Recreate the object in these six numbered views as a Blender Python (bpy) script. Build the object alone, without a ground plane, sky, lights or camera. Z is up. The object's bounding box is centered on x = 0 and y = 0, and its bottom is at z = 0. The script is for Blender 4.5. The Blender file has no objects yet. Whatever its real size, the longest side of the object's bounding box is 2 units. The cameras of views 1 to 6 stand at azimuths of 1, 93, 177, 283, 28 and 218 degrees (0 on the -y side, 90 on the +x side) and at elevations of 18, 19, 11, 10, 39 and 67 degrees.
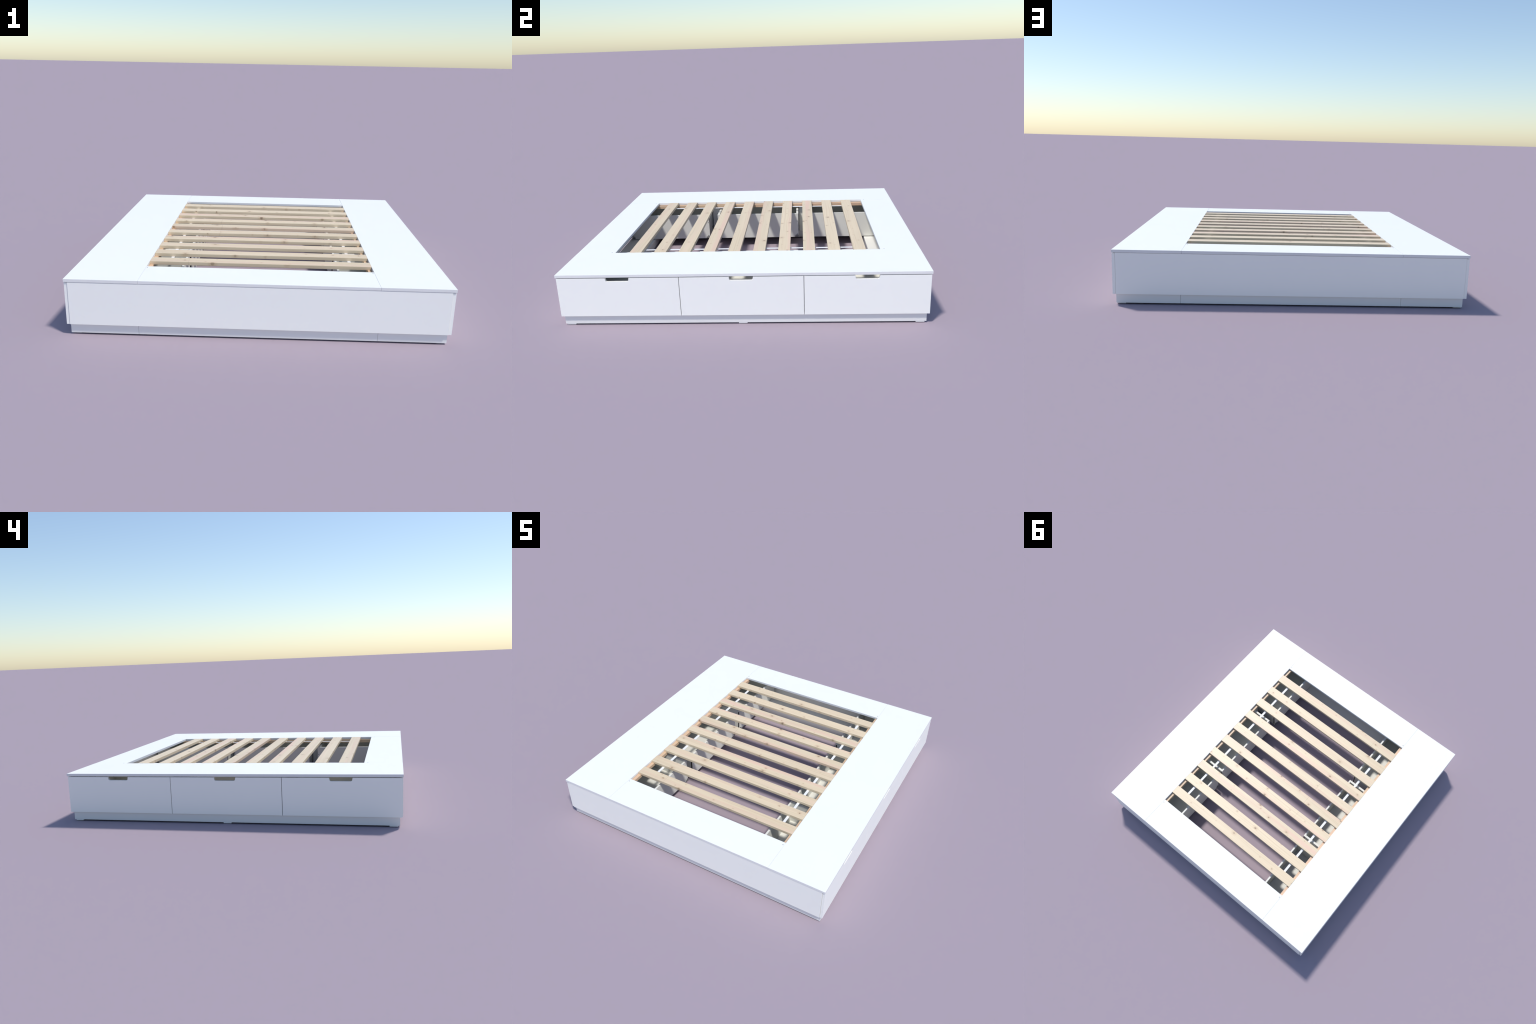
import bpy, bmesh, math, random
from mathutils import Vector, Matrix

random.seed(7)

# ------------------------------------------------------------------ sizes (m)
HALF_W, HALF_L = 0.9551, 1.000          # outer size of the top rim
TOP, RIM_LOW = 0.2965, 0.2810          # rim slab: top and underside
HOLE_X, HOLE_Y = 0.5905, 0.7735        # opening for the slatted base
FRONT_X0, FRONT_X1 = 0.9380, 0.9540    # drawer fronts (inside / outside)
FRONT_Z0, FRONT_Z1 = 0.0567, 0.2766
PANEL_X, PANEL_Y0, PANEL_Y1 = 0.9365, 0.9825, 0.9982
PLINTH_X, PLINTH_Y = 0.9378, 0.9822
PLINTH_Z0, PLINTH_Z1 = 0.0060, 0.0535
BOARD = 0.0155
DRAWER_CENTRES = (-0.6640, 0.0, 0.6640)
DRAWER_PITCH = 0.6640
SLAT_COUNT, SLAT_PITCH, SLAT_W, SLAT_T = 10, 0.1458, 0.0698, 0.0188
SLAT_TOP, SLAT_SHIFT = 0.2972, 0.0012
BACK_X = 0.4200                        # back face of the drawer boxes
BOX_Z0, BOX_Z1 = 0.0610, 0.2420


# ------------------------------------------------------------------ materials
class Nodes:
    def __init__(self, name):
        self.mat = bpy.data.materials.new(name)
        self.mat.use_nodes = True
        self.t = self.mat.node_tree
        self.bsdf = self.t.nodes["Principled BSDF"]

    def new(self, kind, **kw):
        n = self.t.nodes.new(kind)
        for k, v in kw.items():
            setattr(n, k, v)
        return n

    def link(self, a, b):
        self.t.links.new(a, b)

    def put(self, socket, value):
        if hasattr(value, "is_output"):
            self.link(value, socket)
        else:
            socket.default_value = value

    def math(self, op, a, b=0.0, c=0.0, clamp=False):
        n = self.new("ShaderNodeMath", operation=op, use_clamp=clamp)
        for s, v in zip(n.inputs, (a, b, c)):
            self.put(s, v)
        return n.outputs[0]

    def vmath(self, op, a, b):
        n = self.new("ShaderNodeVectorMath", operation=op)
        self.put(n.inputs[0], a)
        self.put(n.inputs[1], b)
        return n.outputs[0]

    def step(self, v, lo, hi):
        n = self.new("ShaderNodeMapRange", interpolation_type="SMOOTHSTEP")
        self.put(n.inputs[0], v)
        n.inputs[1].default_value, n.inputs[2].default_value = lo, hi
        return n.outputs[0]

    def noise(self, vec, scale, detail=3.0, rough=0.5):
        n = self.new("ShaderNodeTexNoise")
        self.put(n.inputs["Vector"], vec)
        n.inputs["Scale"].default_value = scale
        n.inputs["Detail"].default_value = detail
        n.inputs["Roughness"].default_value = rough
        return n.outputs[0]

    def mix(self, fac, a, b):
        n = self.new("ShaderNodeMix", data_type="RGBA")
        self.put(n.inputs[0], fac)
        self.put(n.inputs[6], a)
        self.put(n.inputs[7], b)
        return n.outputs[2]

    def bump(self, height, strength, dist):
        n = self.new("ShaderNodeBump")
        n.inputs["Strength"].default_value = strength
        n.inputs["Distance"].default_value = dist
        self.link(height, n.inputs["Height"])
        self.link(n.outputs[0], self.bsdf.inputs["Normal"])


def rgb(r, g, b):
    return (r, g, b, 1.0)


def painted(name, colour, rough=0.45, spec=0.5, vary=0.012):
    """Lacquered board: one colour with a barely visible cloudiness and grain."""
    m = Nodes(name)
    co = m.new("ShaderNodeTexCoord").outputs["Object"]
    cloud = m.noise(co, 5.0, 3.0)
    low = rgb(*[c * (1 - vary) for c in colour])
    high = rgb(*[min(1.0, c * (1 + vary)) for c in colour])
    m.link(m.mix(cloud, low, high), m.bsdf.inputs["Base Color"])
    m.bsdf.inputs["Roughness"].default_value = rough
    m.bsdf.inputs["Specular IOR Level"].default_value = spec
    m.bump(m.noise(co, 420.0, 2.0), 0.03, 0.0005)
    return m.mat


def pine(name, base, dark, rosy, knots=True):
    """Sawn softwood, grain along the object's x axis."""
    m = Nodes(name)
    co = m.new("ShaderNodeTexCoord").outputs["Object"]
    rnd = m.new("ShaderNodeObjectInfo").outputs["Random"]
    shift = m.new("ShaderNodeCombineXYZ")
    m.link(m.math("MULTIPLY", rnd, 37.0), shift.inputs[0])
    m.link(m.math("MULTIPLY", rnd, 11.0), shift.inputs[1])
    p = m.vmath("ADD", co, shift.outputs[0])
    sep = m.new("ShaderNodeSeparateXYZ")
    m.link(co, sep.inputs[0])

    # knots: sparse cells of a plane Voronoi, so a knot runs through the board
    cell_p = m.vmath("MULTIPLY", p, (7.0, 22.0, 0.0))
    vor = m.new("ShaderNodeTexVoronoi", voronoi_dimensions="2D")
    m.link(cell_p, vor.inputs["Vector"])
    vor.inputs["Scale"].default_value = 1.0
    off = m.vmath("SUBTRACT", vor.outputs["Position"], cell_p)
    off = m.vmath("MULTIPLY", off, (1 / 7.0, 1 / 22.0, 0.0))
    osep = m.new("ShaderNodeSeparateXYZ")
    m.link(off, osep.inputs[0])
    wob = m.math("MULTIPLY", m.math("SUBTRACT", m.noise(p, 170.0, 2.0), 0.5), 0.004)
    ox = m.math("MULTIPLY", osep.outputs[0], 0.75)
    oz = m.math("MULTIPLY", m.math("SUBTRACT", sep.outputs[2], 0.005), 0.6)
    dist = m.math("SQRT", m.math("ADD", m.math("MULTIPLY", oz, oz),
                                 m.math("ADD", m.math("MULTIPLY", ox, ox),
                                        m.math("MULTIPLY", osep.outputs[1], osep.outputs[1]))))
    dist = m.math("ADD", dist, wob)
    csep = m.new("ShaderNodeSeparateColor")
    m.link(vor.outputs["Color"], csep.inputs[0])
    gate = m.step(csep.outputs[0], 0.50, 0.56)
    radius = m.math("MULTIPLY_ADD", m.math("POWER", csep.outputs[1], 2.2), 0.0062, 0.0026)
    rel = m.math("DIVIDE", dist, radius)
    core = m.math("MULTIPLY", m.math("SUBTRACT", 1.0, m.step(rel, 0.55, 1.15)), gate)
    halo = m.math("MULTIPLY", m.math("SUBTRACT", 1.0, m.step(rel, 0.8, 3.2)), gate)

    # grain: rings stretched along x and bent around the knots
    warp = m.math("MULTIPLY", m.math("SUBTRACT", m.noise(m.vmath("MULTIPLY", p, (2.2, 9.0, 9.0)), 1.0, 2.0), 0.5), 0.030)
    y = m.math("ADD", sep.outputs[1], warp)
    y = m.math("ADD", y, m.math("MULTIPLY", halo, 0.006))
    g = m.new("ShaderNodeCombineXYZ")
    m.link(m.math("MULTIPLY_ADD", rnd, 29.0, m.math("MULTIPLY", sep.outputs[0], 1.3)), g.inputs[0])
    m.link(y, g.inputs[1])
    m.link(m.math("MULTIPLY", sep.outputs[2], 1.0), g.inputs[2])
    rings = m.noise(m.vmath("MULTIPLY", g.outputs[0], (1.0, 150.0, 90.0)), 1.0, 3.0, 0.6)
    ring_mask = m.math("MULTIPLY", m.step(rings, 0.48, 0.72), 0.58)
    tone = m.noise(m.vmath("MULTIPLY", g.outputs[0], (1.2, 28.0, 18.0)), 1.0, 2.0)

    col = m.mix(ring_mask, base, dark)
    # rosy heartwood band on part of the boards
    band_pos = m.math("MULTIPLY", m.math("SUBTRACT", m.math("FRACT", m.math("MULTIPLY", rnd, 7.31)), 0.5), 0.075)
    band = m.math("SUBTRACT", 1.0, m.step(m.math("ABSOLUTE", m.math("SUBTRACT", y, band_pos)), 0.006, 0.026))
    band = m.math("MULTIPLY", band, m.step(m.math("FRACT", m.math("MULTIPLY", rnd, 13.7)), 0.25, 0.75))
    band = m.math("MULTIPLY", band, m.step(tone, 0.25, 0.7))
    col = m.mix(m.math("MULTIPLY", band, 0.75), col, rosy)
    # each board a little different in tone
    lum = m.math("MULTIPLY_ADD", m.math("FRACT", m.math("MULTIPLY", rnd, 5.17)), 0.08, 0.95)
    lum = m.math("ADD", lum, m.math("MULTIPLY", m.math("SUBTRACT", tone, 0.5), 0.20))
    grade = m.new("ShaderNodeVectorMath", operation="SCALE")
    m.link(col, grade.inputs[0])
    m.link(lum, grade.inputs["Scale"])
    col = grade.outputs[0]
    if knots:
        col = m.mix(m.math("MULTIPLY", halo, 0.30), col, rgb(0.58, 0.36, 0.19))
        col = m.mix(m.math("MULTIPLY", core, m.math("MULTIPLY_ADD", csep.outputs[2], 0.45, 0.30)), col, rgb(0.20, 0.105, 0.055))
        # short dark resin streaks along the grain
        cell_q = m.vmath("MULTIPLY", m.vmath("ADD", p, (3.1, 5.7, 0.0)), (5.0, 30.0, 0.0))
        voq = m.new("ShaderNodeTexVoronoi", voronoi_dimensions="2D")
        m.link(cell_q, voq.inputs["Vector"])
        voq.inputs["Scale"].default_value = 1.0
        dq = m.vmath("MULTIPLY", m.vmath("SUBTRACT", voq.outputs["Position"], cell_q), (0.075 / 5.0, 1 / 30.0, 0.0))
        lq = m.new("ShaderNodeVectorMath", operation="LENGTH")
        m.link(dq, lq.inputs[0])
        sq = m.new("ShaderNodeSeparateColor")
        m.link(voq.outputs["Color"], sq.inputs[0])
        streak = m.math("SUBTRACT", 1.0, m.step(lq.outputs["Value"], 0.0003, 0.0013))
        streak = m.math("MULTIPLY", streak, m.step(sq.outputs[0], 0.70, 0.75))
        col = m.mix(m.math("MULTIPLY", streak, m.math("MULTIPLY_ADD", sq.outputs[1], 0.35, 0.15)), col, rgb(0.30, 0.17, 0.09))
        # two finger joints across some of the boards
        for k in (3.3, 8.9):
            at = m.math("MULTIPLY", m.math("SUBTRACT", m.math("FRACT", m.math("MULTIPLY", rnd, k * 3.7)), 0.5), 0.95)
            saw = m.math("MULTIPLY", m.math("PINGPONG", sep.outputs[1], 0.004), 0.5)
            d = m.math("ABSOLUTE", m.math("SUBTRACT", m.math("ADD", sep.outputs[0], saw), at))
            line = m.math("SUBTRACT", 1.0, m.step(d, 0.0006, 0.0022))
            line = m.math("MULTIPLY", line, m.step(m.math("FRACT", m.math("MULTIPLY", rnd, k * 9.1)), 0.74, 0.76))
            col = m.mix(m.math("MULTIPLY", line, 0.28), col, rgb(0.33, 0.19, 0.09))
    m.link(col, m.bsdf.inputs["Base Color"])
    m.bsdf.inputs["Roughness"].default_value = 0.42
    m.bsdf.inputs["Specular IOR Level"].default_value = 0.5
    m.bump(rings, 0.10, 0.001)
    return m.mat


WHITE = painted("white_lacquer", (0.965, 0.963, 0.918), 0.5, 0.5)
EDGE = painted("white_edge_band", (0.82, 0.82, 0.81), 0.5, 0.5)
CREAM = painted("cream_box_board", (0.85, 0.85, 0.79), 0.5, 0.5)
PLINTH_WHITE = painted("white_plinth_foil", (0.83, 0.83, 0.81), 0.5, 0.5)
STEEL = painted("grey_runner_steel", (0.20, 0.20, 0.20), 0.4)
DARK = painted("near_black", (0.018, 0.018, 0.02), 0.5)
FABRIC = painted("white_ribbon", (0.92, 0.92, 0.92), 0.6, 0.5)
SCREW = painted("screw_grey", (0.30, 0.31, 0.35), 0.4)
PINE = pine("pine_slat", rgb(0.845, 0.685, 0.470), rgb(0.70, 0.51, 0.31), rgb(0.85, 0.570, 0.430))
CLEAT = pine("pine_cleat", rgb(0.77, 0.55, 0.36), rgb(0.64, 0.42, 0.25), rgb(0.76, 0.49, 0.34), knots=False)


# ------------------------------------------------------------------ geometry
def finish(bm, name, mats, location=(0, 0, 0), parent=None, bevel=0.0):
    if bevel > 0:
        bmesh.ops.bevel(bm, geom=bm.edges[:], offset=bevel, segments=2, profile=0.7, affect="EDGES")
    bmesh.ops.recalc_face_normals(bm, faces=bm.faces[:])
    me = bpy.data.meshes.new(name)
    bm.to_mesh(me)
    bm.free()
    for mt in mats:
        me.materials.append(mt)
    ob = bpy.data.objects.new(name, me)
    bpy.context.scene.collection.objects.link(ob)
    ob.location = location
    if parent:
        ob.parent = parent
    return ob


def add_box(bm, lo, hi, bevel=0.0):
    sub = bmesh.new()
    c = [(a + b) / 2 for a, b in zip(lo, hi)]
    s = [b - a for a, b in zip(lo, hi)]
    bmesh.ops.create_cube(sub, size=1.0, matrix=Matrix.Translation(c) @ Matrix.Diagonal((*s, 1)))
    if bevel > 0:
        bmesh.ops.bevel(sub, geom=sub.edges[:], offset=bevel, segments=2, profile=0.7, affect="EDGES")
    tmp = bpy.data.meshes.new("tmp")
    sub.to_mesh(tmp)
    sub.free()
    bm.from_mesh(tmp)
    bpy.data.meshes.remove(tmp)


def board(name, lo, hi, mat, parent, bevel=0.0006):
    """Box between two corners; its origin sits at its centre."""
    c = Vector([(a + b) / 2 for a, b in zip(lo, hi)])
    bm = bmesh.new()
    add_box(bm, Vector(lo) - c, Vector(hi) - c, bevel)
    return finish(bm, name, [mat], c, parent)


def copy_of(ob, location, parent, rot=0.0, name=None):
    o = ob.copy()
    o.location = location
    o.rotation_euler = (0, 0, rot)
    o.parent = parent
    bpy.context.scene.collection.objects.link(o)
    return o


bed = bpy.data.objects.new("storage_bed", None)
bpy.context.scene.collection.objects.link(bed)
bed["label"] = "white platform storage bed with drawers and pine slats"
bed["category"] = "bed"

# --- top rim: two long side boards, two end boards, small cover screws --------
SEAM = 0.0007


def rim_board(name, lo, hi):
    ob = board(name, lo, hi, WHITE, bed, 0.0008)
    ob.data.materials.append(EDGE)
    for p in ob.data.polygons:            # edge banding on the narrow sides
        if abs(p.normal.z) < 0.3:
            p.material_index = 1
    return ob


for s in (-1, 1):
    x0, x1 = sorted((s * HOLE_X, s * HALF_W))
    rim_board("rim_board", (x0, -HALF_L, RIM_LOW), (x1, HALF_L, TOP))
    y0, y1 = sorted((s * HOLE_Y, s * (HALF_L - 0.0003)))
    rim_board("rim_board", (-HOLE_X + SEAM, y0, RIM_LOW), (HOLE_X - SEAM, y1, TOP - 0.0003))

bm = bmesh.new()
bmesh.ops.create_cone(bm, cap_ends=True, segments=20, radius1=0.0030, radius2=0.0030, depth=0.002)
screw = None
for sx in (-1, 1):
    for sy in (-1, 1):
        loc = (sx * 0.5815, sy * 0.7955, TOP - 0.0008)
        screw = copy_of(screw, loc, bed) if screw else finish(bm, "cover_screw", [SCREW], loc, bed)

# --- end panels -----------------------------------------------------------------
for s in (-1, 1):
    y0, y1 = sorted((s * PANEL_Y0, s * PANEL_Y1))
    board("bed_panel", (-PANEL_X, y0, FRONT_Z0), (PANEL_X, y1, 0.2796), WHITE, bed, 0.0008)

# --- plinth: side boards, split end boards, cover boards, feet -------------------
SPLIT = 0.5965


def side_plinth(s):
    """Closed low frame under one row of drawers: outer, inner and two end boards."""
    bm = bmesh.new()
    xa, xb = SPLIT + 0.0005, PLINTH_X
    outer = [(xa, -PLINTH_Y), (xb, -PLINTH_Y), (xb, PLINTH_Y), (xa, PLINTH_Y)]
    inner = [(xa + BOARD, -PLINTH_Y + BOARD), (xb - BOARD, -PLINTH_Y + BOARD),
             (xb - BOARD, PLINTH_Y - BOARD), (xa + BOARD, PLINTH_Y - BOARD)]
    rings = []
    for ring in (outer, inner):
        rings.append([[bm.verts.new((s * x, y, z)) for x, y in ring] for z in (PLINTH_Z0, PLINTH_Z1)])
    (ol, oh), (il, ih) = rings
    for i in range(4):
        j = (i + 1) % 4
        bm.faces.new((ol[i], ol[j], oh[j], oh[i]))
        bm.faces.new((il[j], il[i], ih[i], ih[j]))
        bm.faces.new((oh[i], oh[j], ih[j], ih[i]))
        bm.faces.new((ol[j], ol[i], il[i], il[j]))
    bmesh.ops.recalc_face_normals(bm, faces=bm.faces[:])
    bmesh.ops.bevel(bm, geom=bm.edges[:], offset=0.0006, segments=2, profile=0.7, affect="EDGES")
    return finish(bm, "plinth", [PLINTH_WHITE], (0, 0, 0), bed)


for s in (-1, 1):
    side_plinth(s)
    # low end box between the two drawer blocks: outer, inner and cover board
    y0, y1 = sorted((s * (PLINTH_Y - BOARD), s * PLINTH_Y))
    board("plinth", (-SPLIT + 0.0005, y0, PLINTH_Z0), (SPLIT - 0.0005, y1, PLINTH_Z1), PLINTH_WHITE, bed)
    y0, y1 = sorted((s * 0.7855, s * (0.7855 + BOARD)))
    board("plinth", (-SPLIT + 0.0005, y0, PLINTH_Z0), (SPLIT - 0.0005, y1, PLINTH_Z1), PLINTH_WHITE, bed)
    y0, y1 = sorted((s * 0.7850, s * 0.9775))
    board("plinth_cover", (-SPLIT + 0.0005, y0, PLINTH_Z1 + 0.0004), (SPLIT - 0.0005, y1, PLINTH_Z1 + 0.0022), WHITE, bed, 0.0003)

foot = None
for sx in (-1, 1):
    for y in (-0.9490, 0.0, 0.9490):
        loc = (sx * (PLINTH_X - 0.0245), y, 0.0034)
        if foot is None:
            bm = bmesh.new()
            add_box(bm, (-0.0235, -0.0235, -0.0034), (0.0235, 0.0235, 0.0034), 0.0012)
            foot = finish(bm, "foot", [PLINTH_WHITE], loc, bed)
        else:
            copy_of(foot, loc, bed)

# --- dividers between the drawers ---------------------------------------------
for sx in (-1, 1):
    x0, x1 = sorted((sx * 0.6000, sx * 0.9360))
    for sy in (-1, 1):
        yc = sy * 0.3335
        board("divider", (x0, yc - 0.0270, PLINTH_Z1 + 0.001), (x1, yc + 0.0270, RIM_LOW - 0.0006), WHITE, bed)

# --- drawers ----------------------------------------------------------------------


def drawer_front_mesh(half_y):
    """Front board in its own frame: x = depth, y = width; finger cut-out on top."""
    z0, z1 = FRONT_Z0, FRONT_Z1
    a, b, dip, r = 0.0640, 0.0615, 0.0196, 0.0090
    pts = [(-half_y, z0), (half_y, z0), (half_y, z1), (a, z1)]
    side = Vector((b - a, -dip)).normalized()
    corner = Vector((b, z1 - dip))
    start, end = corner - side * r, corner + Vector((-1, 0)) * r
    right = []
    for i in range(7):
        t = i / 6
        right.append(tuple(start * (1 - t) ** 2 + corner * 2 * t * (1 - t) + end * t * t))
    pts += right + [(-y, z) for y, z in reversed(right)] + [(-a, z1), (-half_y, z1)]
    bm = bmesh.new()
    loop = [bm.verts.new((FRONT_X0, y, z)) for y, z in pts]
    face = bm.faces.new(loop)
    out = bmesh.ops.extrude_face_region(bm, geom=[face])
    moved = [v for v in out["geom"] if isinstance(v, bmesh.types.BMVert)]
    bmesh.ops.translate(bm, verts=moved, vec=(FRONT_X1 - FRONT_X0, 0, 0))
    bmesh.ops.recalc_face_normals(bm, faces=bm.faces[:])
    rim = [e for e in bm.edges if e.calc_face_angle(0) > 0.7 and abs(e.verts[0].co.x - e.verts[1].co.x) < 1e-6]
    bmesh.ops.bevel(bm, geom=rim, offset=0.0008, segments=2, profile=0.7, affect="EDGES")
    return bm


def drawer_box_mesh(y0, y1):
    bm = bmesh.new()
    t, ts = 0.0125, 0.0155
    add_box(bm, (BACK_X, y0, BOX_Z0), (BACK_X + t, y1, BOX_Z1), 0.0008)
    for y in (y0, y1 - ts):
        add_box(bm, (BACK_X + t + 0.0002, y, BOX_Z0 + 0.0003), (FRONT_X0 - 0.0006, y + ts, BOX_Z1 - 0.0003), 0.0008)
    return bm


def runner_mesh():
    bm = bmesh.new()
    add_box(bm, (BACK_X + 0.150, -0.0020, -0.012), (FRONT_X0 - 0.01, 0.0020, 0.012), 0.0006)
    return bm


def clip_mesh():
    """Plastic catch on the lower back corner: a plate with three teeth."""
    bm = bmesh.new()
    add_box(bm, (-0.003, -0.012, -0.004), (0.003, 0.012, 0.005), 0.0008)
    for i, h in enumerate((0.011, 0.016, 0.009)):
        y = -0.009 + i * 0.008
        add_box(bm, (-0.0025, y - 0.0022, 0.0052), (0.0025, y + 0.0022, h), 0.0006)
    return bm


SPANS = ((-0.9640, -0.3665), (-0.3010, 0.3010), (0.3665, 0.9640))
fronts, boxes, floors = {}, {}, {}
runner = clip = stud = dark_strip = None
for sx in (-1, 1):
    rot = 0.0 if sx > 0 else math.pi
    for i, yc in enumerate(DRAWER_CENTRES):
        y0, y1 = (SPANS[i][0] - yc, SPANS[i][1] - yc)
        if sx < 0:
            y0, y1 = -y1, -y0
        key = (round(y0, 4), round(y1, 4))
        loc = (0, yc, 0)
        if key in boxes:
            drawer = copy_of(boxes[key], loc, bed, rot)
            front = copy_of(fronts[0], (0, 0, 0), drawer)
            floor = copy_of(floors[key], floors[key].location, drawer)
        else:
            drawer = finish(drawer_box_mesh(y0, y1), "drawer", [CREAM], loc, bed)
            drawer.rotation_euler = (0, 0, rot)
            boxes[key] = drawer
            if fronts:
                front = copy_of(fronts[0], (0, 0, 0), drawer)
            else:
                front = finish(drawer_front_mesh(DRAWER_PITCH / 2 - 0.0015), "drawer_front", [WHITE], (0, 0, 0), drawer)
                fronts[0] = front
            floor = board("drawer_bottom", (BACK_X + 0.0128, y0 + 0.0158, 0.072), (FRONT_X0 - 0.001, y1 - 0.0158, 0.078), CREAM, drawer, 0.0)
            floors[key] = floor
        for e in (-1, 1):
            ye = y1 if e > 0 else y0
            at = (0, ye + e * 0.0026, 0.098)
            runner = copy_of(runner, at, drawer) if runner else finish(runner_mesh(), "drawer_runner", [STEEL], at, drawer)
            at = (BACK_X + 0.0070, ye + e * 0.0004, (BOX_Z0 + BOX_Z1) / 2 + 0.004)
            if dark_strip:
                dark_strip = copy_of(dark_strip, at, drawer)
            else:
                bm = bmesh.new()
                add_box(bm, (-0.0042, -0.0008, -0.078), (0.0042, 0.0008, 0.078))
                dark_strip = finish(bm, "edge_dark_strip", [DARK], at, drawer)
            for z in (0.085, 0.185):
                at = (BACK_X - 0.0008, ye - e * 0.0080, z)
                if stud:
                    stud = copy_of(stud, at, drawer)
                    stud.rotation_euler = (0, math.pi / 2, 0)
                else:
                    bm = bmesh.new()
                    bmesh.ops.create_cone(bm, cap_ends=True, segments=16, radius1=0.0032, radius2=0.0026, depth=0.0024)
                    stud = finish(bm, "box_screw", [SCREW], at, drawer)
                    stud.rotation_euler = (0, math.pi / 2, 0)
            at = (BACK_X - 0.0032, ye - e * 0.0130, BOX_Z0 + 0.0060)
            clip = copy_of(clip, at, drawer) if clip else finish(clip_mesh(), "drawer_catch", [STEEL], at, drawer)

# --- slatted base -----------------------------------------------------------------
for s in (-1, 1):
    x0, x1 = sorted((s * 0.5700, s * 0.6020))
    ob = board("cleat", (-0.79, -0.016, 0.2562), (0.79, 0.016, SLAT_TOP - SLAT_T - 0.0002), CLEAT, bed, 0.001)
    ob.location = (s * 0.586, 0, ob.location.z)
    ob.rotation_euler = (0, 0, math.pi / 2)

slat = None
slat_ys = [SLAT_SHIFT + (i - (SLAT_COUNT - 1) / 2) * SLAT_PITCH for i in range(SLAT_COUNT)]
for y in slat_ys:
    loc = (random.uniform(-0.0003, 0.0003), y + random.uniform(-0.0005, 0.0005), SLAT_TOP - SLAT_T / 2)
    rot = random.uniform(-0.0006, 0.0006)
    if slat is None:
        bm = bmesh.new()
        add_box(bm, (-0.5898, -SLAT_W / 2, -SLAT_T / 2), (0.5898, SLAT_W / 2, SLAT_T / 2), 0.0014)
        slat = finish(bm, "slat", [PINE], loc, bed)
        slat.rotation_euler = (0, 0, rot)
    else:
        copy_of(slat, loc, bed, rot)

# ribbons that keep the slats apart, one pair for each set of five
ribbon = None
for sx in (-1, 1):
    for group in (slat_ys[:5], slat_ys[5:]):
        c = (group[0] + group[-1]) / 2
        loc = (sx * 0.4880, c, SLAT_TOP - SLAT_T - 0.0011)
        if ribbon is None:
            bm = bmesh.new()
            h = (group[-1] - group[0]) / 2 + 0.02
            add_box(bm, (-0.0085, -h, -0.0008), (0.0085, h, 0.0008), 0.0004)
            ribbon = finish(bm, "slat_ribbon", [FABRIC], loc, bed)
        else:
            copy_of(ribbon, loc, bed)
